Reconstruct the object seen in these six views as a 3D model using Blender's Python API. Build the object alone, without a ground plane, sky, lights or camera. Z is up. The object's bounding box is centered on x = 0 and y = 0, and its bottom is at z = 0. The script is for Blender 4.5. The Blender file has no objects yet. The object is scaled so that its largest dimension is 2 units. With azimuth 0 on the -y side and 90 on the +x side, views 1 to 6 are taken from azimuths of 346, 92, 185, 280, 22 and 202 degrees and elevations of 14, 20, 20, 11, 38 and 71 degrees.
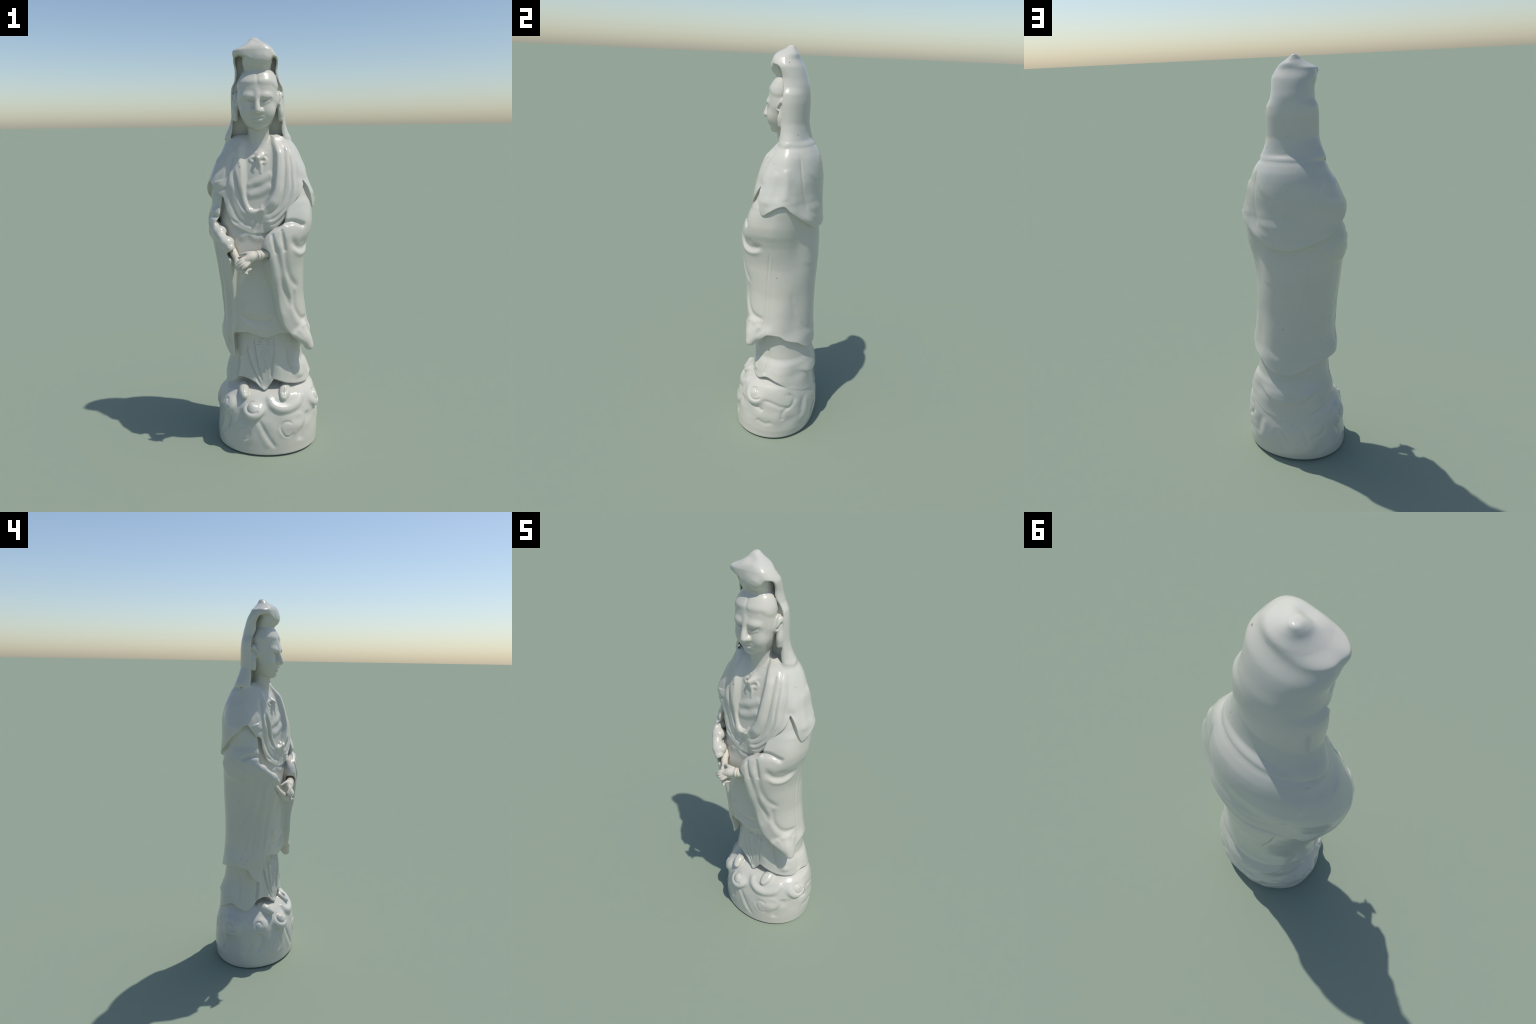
"""White glazed porcelain figure of a robed, veiled woman on a cloud base.

The body is modelled as one signed field: lofted hulls for every garment layer,
relief drawn as strokes and cloth edges in an (azimuth, height) chart around the
figure, ellipsoids and tubes for head, veil and clouds, all blended smoothly.
The field is meshed once (surface nets) and the faces are separated by part.
"""
import math
import numpy as np

try:
    import bpy
    from mathutils import Matrix
except ImportError:            # lets the modelling code be tested without Blender
    bpy = None

YAW = math.radians(-16.5)      # the figure stands turned on its spot
H = 0.0023                     # grid pitch of the body
LO = np.array([-0.30, -0.29, -0.012])
HI = np.array([0.30, 0.25, 2.015])

# ----------------------------------------------------------------- curves


def pchip(xs, ys, x):
    """Monotone-ish cubic interpolation through control points."""
    xs = np.asarray(xs, float)
    ys = np.asarray(ys, float)
    if len(xs) == 2:
        return np.interp(x, xs, ys)
    h = np.diff(xs)
    d = np.diff(ys) / h
    m = np.zeros(len(xs))
    m[1:-1] = np.where(d[:-1] * d[1:] > 0,
                       2 * d[:-1] * d[1:] / np.where(np.abs(d[:-1] + d[1:]) < 1e-12, 1, d[:-1] + d[1:]), 0)
    m[0], m[-1] = d[0], d[-1]
    x = np.clip(x, xs[0], xs[-1])
    i = np.clip(np.searchsorted(xs, x) - 1, 0, len(h) - 1)
    t = (x - xs[i]) / h[i]
    return ((1 + 2 * t) * (1 - t) ** 2 * ys[i] + t * (1 - t) ** 2 * h[i] * m[i]
            + t * t * (3 - 2 * t) * ys[i + 1] + t * t * (t - 1) * h[i] * m[i + 1])


def spline(pts, step=0.01, closed=False):
    """Catmull-Rom through control points, resampled to about `step`."""
    P = np.asarray(pts, float)
    if closed:
        P = np.vstack([P, P[:1]])
    n = len(P)
    if n < 3:
        L = np.linalg.norm(P[1] - P[0])
        t = np.linspace(0, 1, max(2, int(L / step) + 1))[:, None]
        return P[0] * (1 - t) + P[1] * t
    if closed:
        Q = np.vstack([P[-2], P, P[1]])
    else:
        Q = np.vstack([2 * P[0] - P[1], P, 2 * P[-1] - P[-2]])
    out = []
    for i in range(n - 1):
        a, b, c, d = Q[i:i + 4]
        k = max(2, int(np.linalg.norm((c - b)[:3]) / step) + 1)
        t = np.linspace(0, 1, k, endpoint=False)[:, None]
        out.append(0.5 * (2 * b + (c - a) * t + (2 * a - 5 * b + 4 * c - d) * t ** 2
                          + (3 * b - a - 3 * c + d) * t ** 3))
    out.append(P[-1:])
    return np.vstack(out)


def smoothstep(a, b, x):
    t = np.clip((x - a) / (b - a), 0, 1)
    return t * t * (3 - 2 * t)


def smin(a, b, k):
    h = np.maximum(k - np.abs(a - b), 0) / k
    return np.minimum(a, b) - h * h * (k * 0.25)


def smax(a, b, k):
    return -smin(-a, -b, k)


# ----------------------------------------------------------------- the field

class Field:
    """A signed field sampled on a grid, built up shape by shape."""

    def __init__(self, lo, hi, h):
        self.lo, self.h = np.asarray(lo, float), h
        self.n = np.ceil((np.asarray(hi) - self.lo) / h).astype(int) + 1
        ax = [(self.lo[i] + h * np.arange(self.n[i])).astype(np.float32) for i in range(3)]
        self.ax = ax
        self.F = np.full(tuple(self.n), 0.25, np.float32)
        self.lab = np.zeros(tuple(self.n), np.uint8)

    def box(self, lo, hi):
        a = np.clip(np.floor((np.asarray(lo) - self.lo) / self.h).astype(int), 0, self.n - 1)
        b = np.clip(np.ceil((np.asarray(hi) - self.lo) / self.h).astype(int) + 1, 1, self.n)
        s = tuple(slice(int(a[i]), int(max(b[i], a[i] + 1))) for i in range(3))
        X = self.ax[0][s[0]][:, None, None]
        Y = self.ax[1][s[1]][None, :, None]
        Z = self.ax[2][s[2]][None, None, :]
        return s, X, Y, Z

    def add(self, s, d, k, label):
        F = self.F[s]
        L = self.lab[s]
        L[d < F] = label
        F[...] = smin(F, d, k)

    def cut(self, s, d, k):
        F = self.F[s]
        F[...] = smax(F, -d, k)

    # tubes: distance to a polyline with a radius at each point
    def tube_dist(self, P, R, pad):
        P = np.asarray(P, float)
        R = np.broadcast_to(np.asarray(R, float), (len(P),))
        m = R.max() + pad
        s, X, Y, Z = self.box(P.min(0) - m, P.max(0) + m)
        D = np.full((s[0].stop - s[0].start, s[1].stop - s[1].start, s[2].stop - s[2].start), 0.2, np.float32)
        off = np.array([q.start for q in s])
        for i in range(len(P) - 1):
            a, b = P[i], P[i + 1]
            q = max(R[i], R[i + 1]) + pad
            t, x, y, z = self.box(np.minimum(a, b) - q, np.maximum(a, b) + q)
            loc = tuple(slice(t[j].start - off[j], t[j].stop - off[j]) for j in range(3))
            v = b - a
            vv = max(float(v @ v), 1e-12)
            w = np.clip(((x - a[0]) * v[0] + (y - a[1]) * v[1] + (z - a[2]) * v[2]) / vv, 0, 1)
            d = np.sqrt((x - a[0] - w * v[0]) ** 2 + (y - a[1] - w * v[1]) ** 2 + (z - a[2] - w * v[2]) ** 2)
            d = d - (R[i] + (R[i + 1] - R[i]) * w)
            D[loc] = np.minimum(D[loc], d)
        return s, D

    def tube(self, pts, radii, k=0.006, label=None, cut=False, step=0.008):
        pts = np.asarray(pts, float)
        r = np.broadcast_to(np.asarray(radii, float), (len(pts),))
        C = spline(np.column_stack([pts, r]), step)
        s, D = self.tube_dist(C[:, :3], np.maximum(C[:, 3], 0.0005), k + 0.006)
        if cut:
            self.cut(s, D, k)
        else:
            self.add(s, D, k, label)

    def ellipsoid(self, c, r, k=0.008, label=None, cut=False, rot=0.0, tilt=0.0):
        """rot turns about z, tilt about x (degrees)."""
        c, r = np.asarray(c, float), np.asarray(r, float)
        m = r.max() + k + 0.01
        s, X, Y, Z = self.box(c - m, c + m)
        x, y, z = X - c[0], Y - c[1], Z - c[2]
        if rot:
            a = math.radians(rot)
            x, y = x * math.cos(a) + y * math.sin(a), -x * math.sin(a) + y * math.cos(a)
        if tilt:
            a = math.radians(tilt)
            y, z = y * math.cos(a) + z * math.sin(a), -y * math.sin(a) + z * math.cos(a)
        q = np.sqrt((x / r[0]) ** 2 + (y / r[1]) ** 2 + (z / r[2]) ** 2)
        g = np.sqrt((x / r[0] ** 2) ** 2 + (y / r[1] ** 2) ** 2 + (z / r[2] ** 2) ** 2)
        d = (q * (q - 1) / np.maximum(g, 1e-6)).astype(np.float32)
        if cut:
            self.cut(s, d, k)
        else:
            self.add(s, d, k, label)

    def loft(self, rows, zlo, zhi, grow=0.0, back=None):
        """Superelliptic hull: rows (z, xmin, xmax, yfront, yback, power); `back` = power behind."""
        R = np.array(rows, float)
        s, X, Y, Z = self.box((-1, -1, zlo - 0.02), (1, 1, zhi + 0.02))
        z = Z[0, 0]
        col = [pchip(R[:, 0], R[:, i], z)[None, None, :].astype(np.float32) for i in range(1, 6)]
        a = (col[1] - col[0]) / 2 + grow
        cx = (col[1] + col[0]) / 2
        b = (col[3] - col[2]) / 2 + grow
        cy = (col[3] + col[2]) / 2
        p = col[4]
        dx, dy = X - cx, Y - cy
        if back is not None:
            w = smoothstep(-0.35, 0.35, dy / b)
            p = p + (back - p) * w
        q = (np.abs(dx / a) ** p + np.abs(dy / b) ** p) ** (1 / p)
        rho = np.sqrt(dx * dx + dy * dy)
        return s, X, Y, Z, (rho * (1 - 1 / np.maximum(q, 0.05))).astype(np.float32)

    # surface point seen from an azimuth at a height, going inward
    def hit(self, az, z, axis=(0.0, 0.0)):
        a = np.radians(az)
        u = np.array([math.sin(a), -math.cos(a)])
        r = np.arange(0.32, -0.05, -self.h * 0.5)
        ix = np.clip(np.round((axis[0] + u[0] * r - self.lo[0]) / self.h).astype(int), 0, self.n[0] - 1)
        iy = np.clip(np.round((axis[1] + u[1] * r - self.lo[1]) / self.h).astype(int), 0, self.n[1] - 1)
        iz = int(np.clip(round((z - self.lo[2]) / self.h), 0, self.n[2] - 1))
        f = self.F[ix, iy, iz]
        i = int(np.argmax(f < 0))
        return np.array([axis[0] + u[0] * r[i], axis[1] + u[1] * r[i], z])

    def mesh(self):
        """Naive surface nets -> verts, quads, label per vertex."""
        F, n = self.F, self.n
        inside = F < 0
        c = np.zeros(tuple(n - 1), np.uint8)
        for dx in (0, 1):
            for dy in (0, 1):
                for dz in (0, 1):
                    c += inside[dx:n[0] - 1 + dx, dy:n[1] - 1 + dy, dz:n[2] - 1 + dz]
        cell = np.flatnonzero((c > 0) & (c < 8))
        idx = np.full(tuple(n - 1), -1, np.int32)
        idx.ravel()[cell] = np.arange(len(cell), dtype=np.int32)
        ci = np.stack(np.unravel_index(cell, tuple(n - 1)), 1)
        acc = np.zeros((len(cell), 3))
        cnt = np.zeros(len(cell))
        corner = {}
        for dx in (0, 1):
            for dy in (0, 1):
                for dz in (0, 1):
                    corner[dx, dy, dz] = F[ci[:, 0] + dx, ci[:, 1] + dy, ci[:, 2] + dz].astype(np.float64)
        for p in corner:
            for axis in range(3):
                if p[axis]:
                    continue
                q = list(p)
                q[axis] = 1
                fa, fb = corner[p], corner[tuple(q)]
                m = (fa < 0) != (fb < 0)
                t = np.where(m, fa / np.where(m, fa - fb, 1), 0)
                pos = np.array(p, float)[None, :].repeat(len(cell), 0)
                pos[:, axis] += t
                acc[m] += pos[m]
                cnt[m] += 1
        V = self.lo + self.h * (ci + acc / cnt[:, None])
        quads = []
        for axis in range(3):
            u, w = (axis + 1) % 3, (axis + 2) % 3
            lo = [slice(None)] * 3
            hi = [slice(None)] * 3
            lo[axis], hi[axis] = slice(0, -1), slice(1, None)
            for d in (u, w):
                lo[d] = hi[d] = slice(1, -1)
            a, b = inside[tuple(lo)], inside[tuple(hi)]
            for flip, m in ((False, a & ~b), (True, ~a & b)):
                e = np.stack(np.nonzero(m), 1)
                e[:, u] += 1
                e[:, w] += 1
                if not len(e):
                    continue
                Q = []
                for du, dw in ((-1, -1), (0, -1), (0, 0), (-1, 0)):
                    g = e.copy()
                    g[:, u] += du
                    g[:, w] += dw
                    Q.append(idx[g[:, 0], g[:, 1], g[:, 2]])
                Q = np.stack(Q, 1)
                quads.append(Q[:, ::-1] if flip else Q)
        Q = np.vstack(quads)
        Q = Q[(Q >= 0).all(1)]
        lab = self.lab[ci[:, 0], ci[:, 1], ci[:, 2]]
        return V, Q, lab


# ----------------------------------------------------------------- relief chart

class Relief:
    """Height map over (azimuth, height); strokes and cloth edges are drawn into it."""
    DEG = 0.0034               # metres per degree of azimuth, on average

    def __init__(self, z0, z1, res=0.002):
        self.z = np.arange(z0, z1, res)
        self.a = np.arange(-180.0, 180.0, res / self.DEG)
        self.S = (self.a * self.DEG)[:, None]
        self.Z = self.z[None, :]
        self.M = np.zeros((len(self.a), len(self.z)))

    def _curve(self, pts, step=0.004):
        P = np.array([(p[0] * self.DEG,) + tuple(p[1:]) for p in pts], float)
        return spline(P, step)

    def _dist(self, C, signed=False, reach=0.09):
        W = 360 * self.DEG
        best = np.full(self.M.shape, 9.0)
        side = np.zeros(self.M.shape)
        par = np.zeros(self.M.shape)
        n = len(C) - 1
        for off in (-W, 0, W):
            for i in range(n):
                a, b = C[i, :2] + (off, 0), C[i + 1, :2] + (off, 0)
                s0, s1 = min(a[0], b[0]) - reach, max(a[0], b[0]) + reach
                i0, i1 = np.searchsorted(self.S[:, 0], (s0, s1))
                j0, j1 = np.searchsorted(self.z, (min(a[1], b[1]) - reach, max(a[1], b[1]) + reach))
                if i0 >= i1 or j0 >= j1:
                    continue
                x = self.S[i0:i1] - a[0]
                z = self.Z[:, j0:j1] - a[1]
                v = b - a
                w = np.clip((x * v[0] + z * v[1]) / max(v @ v, 1e-12), 0, 1)
                d = np.hypot(x - w * v[0], z - w * v[1])
                B = best[i0:i1, j0:j1]
                m = d < B
                B[m] = d[m]
                side[i0:i1, j0:j1][m] = (v[0] * z - v[1] * x)[m]
                par[i0:i1, j0:j1][m] = ((i + w) / n)[m]
        if signed:
            return np.where(side >= 0, best, -best), par
        return best, par

    def ridge(self, pts, height, width, fade=0.15):
        """Rounded fold (height > 0) or groove (height < 0) along a curve."""
        d, t = self._dist(self._curve(pts), reach=3 * width + 0.01)
        f = smoothstep(0, fade, t) * smoothstep(0, fade, 1 - t) if fade else 1
        self.M += height * np.exp(-(d / width) ** 2) * f

    def edge(self, pts, height, fall=0.05, width=0.0035, fade=0.12):
        """Cloth edge: the side to the left of the curve stands up, easing off over `fall`."""
        d, t = self._dist(self._curve(pts), signed=True, reach=min(2.5 * fall, 0.2) + 0.01)
        f = smoothstep(0, fade, t) * smoothstep(0, fade, 1 - t) if fade else 1
        up = 1 / (1 + np.exp(np.clip(-d / width, -30, 30)))
        self.M += np.where(np.abs(d) < 8, height * up * np.exp(-np.maximum(d, 0) / fall) * f, 0)

    def bump(self, az, z, height, ra, rz, tilt=0.0, flat=1.0):
        W = 180
        da = ((self.a - az + W) % 360 - W)[:, None] * self.DEG
        dz = self.Z - z
        c, s = math.cos(math.radians(tilt)), math.sin(math.radians(tilt))
        u, v = da * c + dz * s, -da * s + dz * c
        self.M += height * np.exp(-((u / ra) ** 2 + (v / rz) ** 2) ** flat)

    def area(self, pts, height, width=0.004):
        """Raise or sink the inside of a closed outline."""
        P = np.array([(p[0] * self.DEG, p[1]) for p in pts], float)
        C = spline(P, 0.004, closed=True)
        d, _ = self._dist(C, reach=0.03)
        x, z = np.broadcast_arrays(self.S, self.Z)
        inside = np.zeros(self.M.shape, bool)
        for i in range(len(C) - 1):
            (x0, z0), (x1, z1) = C[i, :2], C[i + 1, :2]
            if z0 == z1:
                continue
            m = (z0 > z) != (z1 > z)
            inside ^= m & (x < (x1 - x0) * (z - z0) / (z1 - z0) + x0)
        d = np.where(inside, d, -d)
        self.M += height / (1 + np.exp(np.clip(-d / width, -30, 30)))

    def sample(self, f, s, axis=(0.0, 0.0)):
        """Chart values on the voxels of a slab of a field."""
        X = f.ax[0][s[0]][:, None]
        Y = f.ax[1][s[1]][None, :]
        az = np.degrees(np.arctan2(X - axis[0], -(Y - axis[1])))
        ia = np.clip(((az - self.a[0]) / (self.a[1] - self.a[0])), 0, len(self.a) - 1.001)
        iz = np.clip((f.ax[2][s[2]] - self.z[0]) / (self.z[1] - self.z[0]), 0, len(self.z) - 1.001)
        i0, j0 = ia.astype(int), iz.astype(int)
        fa = (ia - i0).astype(np.float32)[:, :, None]
        fz = (iz - j0).astype(np.float32)
        M = self.M.astype(np.float32)
        Mz = M[:, j0] * (1 - fz) + M[:, j0 + 1] * fz
        return Mz[i0] * (1 - fa) + Mz[i0 + 1] * fa


def hem_height(knots, f, s):
    """Height of a hem around the figure: knots (azimuth, z), periodic."""
    K = sorted((k[0] % 360, k[1]) for k in knots)
    a = [k[0] for k in K]
    z = [k[1] for k in K]
    a = [a[-2] - 360, a[-1] - 360] + a + [a[0] + 360, a[1] + 360]
    z = z[-2:] + z + z[:2]
    X = f.ax[0][s[0]][:, None]
    Y = f.ax[1][s[1]][None, :]
    az = np.degrees(np.arctan2(X, -Y)) % 360
    return pchip(a, z, az)[:, :, None].astype(np.float32)


# ----------------------------------------------------------------- body of the figure

BASE, UNDER, PANEL, ROBE, CAPE, CHEST, VEIL, HEAD, HAIR, NECK, EAR, SLEEVE, SHOE, BOW = range(1, 15)

# hull rows: z, xmin, xmax, yfront, yback, superellipse power
BASE_ROWS = [
    (0.000, -0.248, 0.257, -0.204, 0.202, 2.0), (0.012, -0.250, 0.267, -0.212, 0.214, 2.1),
    (0.030, -0.251, 0.268, -0.212, 0.218, 2.1), (0.060, -0.251, 0.270, -0.212, 0.222, 2.1),
    (0.140, -0.246, 0.270, -0.207, 0.224, 2.1), (0.180, -0.245, 0.267, -0.200, 0.221, 2.1),
    (0.220, -0.240, 0.264, -0.190, 0.212, 2.2), (0.260, -0.230, 0.258, -0.176, 0.202, 2.2),
    (0.300, -0.210, 0.246, -0.150, 0.188, 2.2), (0.320, -0.196, 0.230, -0.122, 0.182, 2.2),
    (0.345, -0.184, 0.212, -0.100, 0.165, 2.2)]
UNDER_ROWS = [
    (0.220, -0.205, 0.228, -0.120, 0.208, 2.3), (0.260, -0.206, 0.232, -0.122, 0.206, 2.3),
    (0.300, -0.206, 0.232, -0.123, 0.204, 2.3), (0.340, -0.205, 0.234, -0.116, 0.203, 2.3),
    (0.380, -0.202, 0.227, -0.113, 0.200, 2.3), (0.420, -0.192, 0.212, -0.110, 0.189, 2.3),
    (0.460, -0.183, 0.190, -0.107, 0.177, 2.3), (0.540, -0.180, 0.185, -0.104, 0.166, 2.3),
    (0.640, -0.180, 0.185, -0.098, 0.150, 2.3)]
PANEL_ROWS = [
    (0.570, -0.190, 0.195, -0.126, 0.100, 3.0), (0.600, -0.190, 0.195, -0.129, 0.100, 3.0),
    (0.700, -0.190, 0.190, -0.140, 0.100, 3.2), (0.850, -0.200, 0.180, -0.154, 0.100, 3.2),
    (1.000, -0.220, 0.180, -0.160, 0.100, 2.8), (1.100, -0.216, 0.190, -0.150, 0.100, 2.2),
    (1.200, -0.216, 0.190, -0.136, 0.100, 2.1), (1.300, -0.216, 0.190, -0.124, 0.100, 2.1),
    (1.360, -0.216, 0.190, -0.112, 0.100, 2.1)]
ROBE_ROWS = [
    (0.440, -0.190, 0.195, -0.130, 0.174, 2.4), (0.500, -0.200, 0.205, -0.140, 0.181, 2.4),
    (0.560, -0.208, 0.213, -0.152, 0.183, 2.4), (0.620, -0.214, 0.214, -0.167, 0.177, 2.4),
    (0.700, -0.206, 0.206, -0.176, 0.174, 2.4), (0.820, -0.212, 0.192, -0.184, 0.171, 2.4),
    (0.940, -0.227, 0.191, -0.209, 0.173, 2.4), (1.060, -0.245, 0.207, -0.220, 0.172, 2.4),
    (1.100, -0.254, 0.217, -0.217, 0.169, 2.4), (1.140, -0.265, 0.228, -0.206, 0.164, 2.4),
    (1.180, -0.270, 0.232, -0.190, 0.161, 2.4), (1.220, -0.262, 0.231, -0.172, 0.160, 2.4),
    (1.260, -0.252, 0.230, -0.152, 0.159, 2.4), (1.300, -0.255, 0.220, -0.138, 0.155, 2.2),
    (1.380, -0.240, 0.198, -0.120, 0.154, 2.2), (1.460, -0.210, 0.170, -0.095, 0.139, 2.2),
    (1.520, -0.170, 0.130, -0.065, 0.119, 2.2)]
CAPE_ROWS = [
    (1.080, -0.258, 0.203, -0.150, 0.169, 2.2), (1.140, -0.263, 0.208, -0.154, 0.173, 2.2),
    (1.180, -0.268, 0.216, -0.155, 0.179, 2.2), (1.220, -0.267, 0.236, -0.154, 0.180, 2.2),
    (1.260, -0.266, 0.242, -0.150, 0.175, 2.2), (1.300, -0.272, 0.237, -0.144, 0.167, 2.2),
    (1.340, -0.271, 0.220, -0.140, 0.165, 2.2), (1.380, -0.260, 0.205, -0.132, 0.165, 2.2),
    (1.420, -0.243, 0.196, -0.121, 0.161, 2.2), (1.460, -0.225, 0.181, -0.108, 0.155, 2.2),
    (1.500, -0.202, 0.163, -0.092, 0.144, 2.2), (1.540, -0.184, 0.136, -0.068, 0.122, 2.2),
    (1.580, -0.147, 0.100, -0.040, 0.099, 2.2)]
VEIL_ROWS = [
    (1.530, -0.194, 0.140, -0.060, 0.118, 2.1), (1.560, -0.187, 0.130, -0.060, 0.101, 2.1),
    (1.580, -0.179, 0.119, -0.060, 0.092, 2.1), (1.620, -0.160, 0.105, -0.070, 0.083, 2.1),
    (1.660, -0.150, 0.099, -0.080, 0.078, 2.1), (1.740, -0.150, 0.098, -0.090, 0.078, 2.1),
    (1.780, -0.147, 0.094, -0.090, 0.075, 2.1), (1.820, -0.131, 0.075, -0.090, 0.070, 2.1),
    (1.860, -0.129, 0.069, -0.088, 0.058, 2.1), (1.900, -0.134, 0.071, -0.104, 0.043, 2.5),
    (1.940, -0.128, 0.052, -0.102, 0.018, 3.6), (1.960, -0.092, 0.034, -0.094, 0.012, 3.0),
    (1.978, -0.068, 0.006, -0.078, -0.001, 2.3), (1.990, -0.058, -0.014, -0.058, -0.009, 2.2),
    (2.000, -0.048, -0.028, -0.040, -0.014, 2.0)]
FACE_ROWS = [
    (1.588, -0.046, -0.002, -0.082, 0.020, 2.2), (1.600, -0.064, 0.015, -0.096, 0.020, 2.2),
    (1.620, -0.084, 0.036, -0.105, 0.020, 2.2), (1.650, -0.098, 0.050, -0.112, 0.020, 2.2),
    (1.690, -0.110, 0.062, -0.117, 0.020, 2.2), (1.730, -0.117, 0.069, -0.120, 0.020, 2.2),
    (1.770, -0.115, 0.067, -0.120, 0.020, 2.2), (1.800, -0.112, 0.064, -0.116, 0.020, 2.2),
    (1.830, -0.100, 0.055, -0.101, 0.020, 2.2), (1.860, -0.085, 0.040, -0.080, 0.020, 2.2)]
BUN_ROWS = [
    (1.820, -0.096, 0.042, -0.100, 0.030, 2.2), (1.850, -0.088, 0.036, -0.086, 0.030, 2.2),
    (1.870, -0.086, 0.038, -0.090, 0.030, 2.2), (1.890, -0.084, 0.040, -0.101, 0.030, 2.2),
    (1.930, -0.080, 0.030, -0.100, 0.020, 2.2)]

# hems: azimuth in degrees (0 front, 90 = +x), height
ROBE_HEM = [(-54, .480), (-60, .487), (-71, .525), (-77, .568), (-101, .577), (-120, .562), (-140, .545),
            (-158, .510), (-176, .495), (163, .498), (147, .520), (137, .545), (116, .573), (105, .600),
            (92, .607), (82, .582), (74, .545), (67, .515), (60, .500), (30, .48), (-20, .47)]
UNDER_HEM = [(77, .336), (92, .360), (106, .341), (118, .310), (130, .289), (154, .254), (-179, .245),
             (-156, .254), (-137, .287), (-116, .325), (-103, .349), (-89, .324), (-80, .317), (-70, .335),
             (-59, .372), (-50, .376), (-24, .355), (-9, .325), (0, .318), (12, .345), (22, .374), (35, .362),
             (46, .350), (62, .340)]
CAPE_HEM = [(103, 1.291), (97, 1.285), (86, 1.256), (78, 1.235), (73, 1.270), (70, 1.330), (67, 1.365), (64, 1.345),
            (58, 1.312), (46, 1.262), (38, 1.210), (28, 1.168), (15, 1.140), (0, 1.126), (-18, 1.124), (-33, 1.139),
            (-47, 1.165), (-53, 1.195), (-58, 1.240), (-60, 1.285), (-63, 1.298), (-67, 1.305), (-72, 1.335),
            (-78, 1.362), (-88, 1.321), (-102, 1.262), (-108, 1.237), (-124, 1.198), (-141, 1.173), (-169, 1.154),
            (162, 1.162), (144, 1.188), (126, 1.224), (112, 1.262)]


def build_body(h=H):
    f = Field(LO, HI, h)

    # ---- cloud base
    s, X, Y, Z, d = f.loft(BASE_ROWS, 0.0, 0.345)
    d = d - cloud_relief().sample(f, s)
    d = smax(d, -Z + 0.0 * d, 0.006)
    f.add(s, smax(d, Z - 0.348 + 0.10 * np.maximum(-Y - 0.02, 0) / 0.1 * 0.35, 0.02), 0.004, BASE)
    cloud_scrolls(f)

    # ---- underskirt
    s, X, Y, Z, d = f.loft(UNDER_ROWS, 0.22, 0.66, back=2.0)
    hem = hem_height(UNDER_HEM, f, s)
    d = d - under_relief().sample(f, s) - 0.005 * np.exp(-np.maximum(Z - hem, 0) / 0.02)
    d = smax(d, hem - Z, 0.010)
    f.add(s, smax(d, Z - 0.65, 0.01), 0.005, UNDER)
    shoes(f)

    # ---- inner robe: the front panel between the hanging sleeves
    s, X, Y, Z, d = f.loft(PANEL_ROWS, 0.57, 1.36)
    hem = 0.604 + 0.38 * np.maximum(np.abs(X - 0.003) - 0.012, 0) * np.exp(-np.maximum(np.abs(X) - 0.08, 0) * 16)
    d = d - panel_relief().sample(f, s) - 0.004 * np.exp(-np.maximum(Z - hem, 0) / 0.010)
    d = smax(d, hem - Z, 0.008)
    f.add(s, smax(smax(d, Y - 0.05, 0.01), Z - 1.36, 0.02), 0.004, PANEL)

    # ---- outer robe with the sleeves
    s, X, Y, Z, d = f.loft(ROBE_ROWS, 0.44, 1.56, back=1.95)
    hem = hem_height(ROBE_HEM, f, s)
    d = d - robe_relief().sample(f, s) - 0.008 * np.exp(-np.maximum(Z - hem, 0) / 0.03)
    d = smax(d, hem - Z, 0.006)
    z = f.ax[2][s[2]]
    left = pchip(*zip(*CHANNEL_LEFT), z)[None, None, :].astype(np.float32)
    right = pchip(*zip(*CHANNEL_RIGHT), z)[None, None, :].astype(np.float32)
    wall = 0.9 * (smoothstep(0.60, 0.68, z) * (1 - smoothstep(0.98, 1.05, z)))[None, None, :].astype(np.float32)
    yl = pchip(*zip(*EDGE_FRONT_LEFT), z)[None, None, :].astype(np.float32)
    yr = pchip(*zip(*EDGE_FRONT_RIGHT), z)[None, None, :].astype(np.float32)
    left = left + wall * np.maximum(Y - yl, 0)
    right = right - wall * np.maximum(Y - yr, 0)
    chan = smax(left - X, X - right, 0.012)
    chan = np.maximum(chan, Y + 0.02)
    d = smax(d, -chan, 0.014)
    f.add(s, smax(d, Z - 1.55, 0.02), 0.006, ROBE)
    sleeves(f)

    # ---- cape
    s, X, Y, Z, d = f.loft(CAPE_ROWS, 1.08, 1.60, back=1.95)
    hem = hem_height(CAPE_HEM, f, s)
    az = np.abs(np.degrees(np.arctan2(X, -Y)))
    lip = 0.003 + 0.002 * smoothstep(60, 90, az)
    d = d - cape_relief().sample(f, s) - lip * np.exp(-np.maximum(Z - hem, 0) / 0.02)
    d = smax(d, hem - Z, 0.008)
    f.add(s, smax(d, Z - 1.575, 0.02), 0.003, CAPE)
    bare = Relief(1.08, 1.66)
    bare.area(OPENING, 1.0, 0.001)
    L = f.lab[s]
    L[(bare.sample(f, s) > 0.5) & (L == CAPE)] = CHEST
    chest(f)
    veil_and_head(f)
    return f


# how far forward those edges stand: height, y
EDGE_FRONT_LEFT = [(.50, -.115), (.62, -.128), (.71, -.140), (.80, -.154), (.886, -.170), (.97, -.184), (1.05, -.188)]
EDGE_FRONT_RIGHT = [(.50, -.12), (.62, -.150), (.70, -.168), (.82, -.182), (.94, -.198), (1.06, -.206)]

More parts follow.
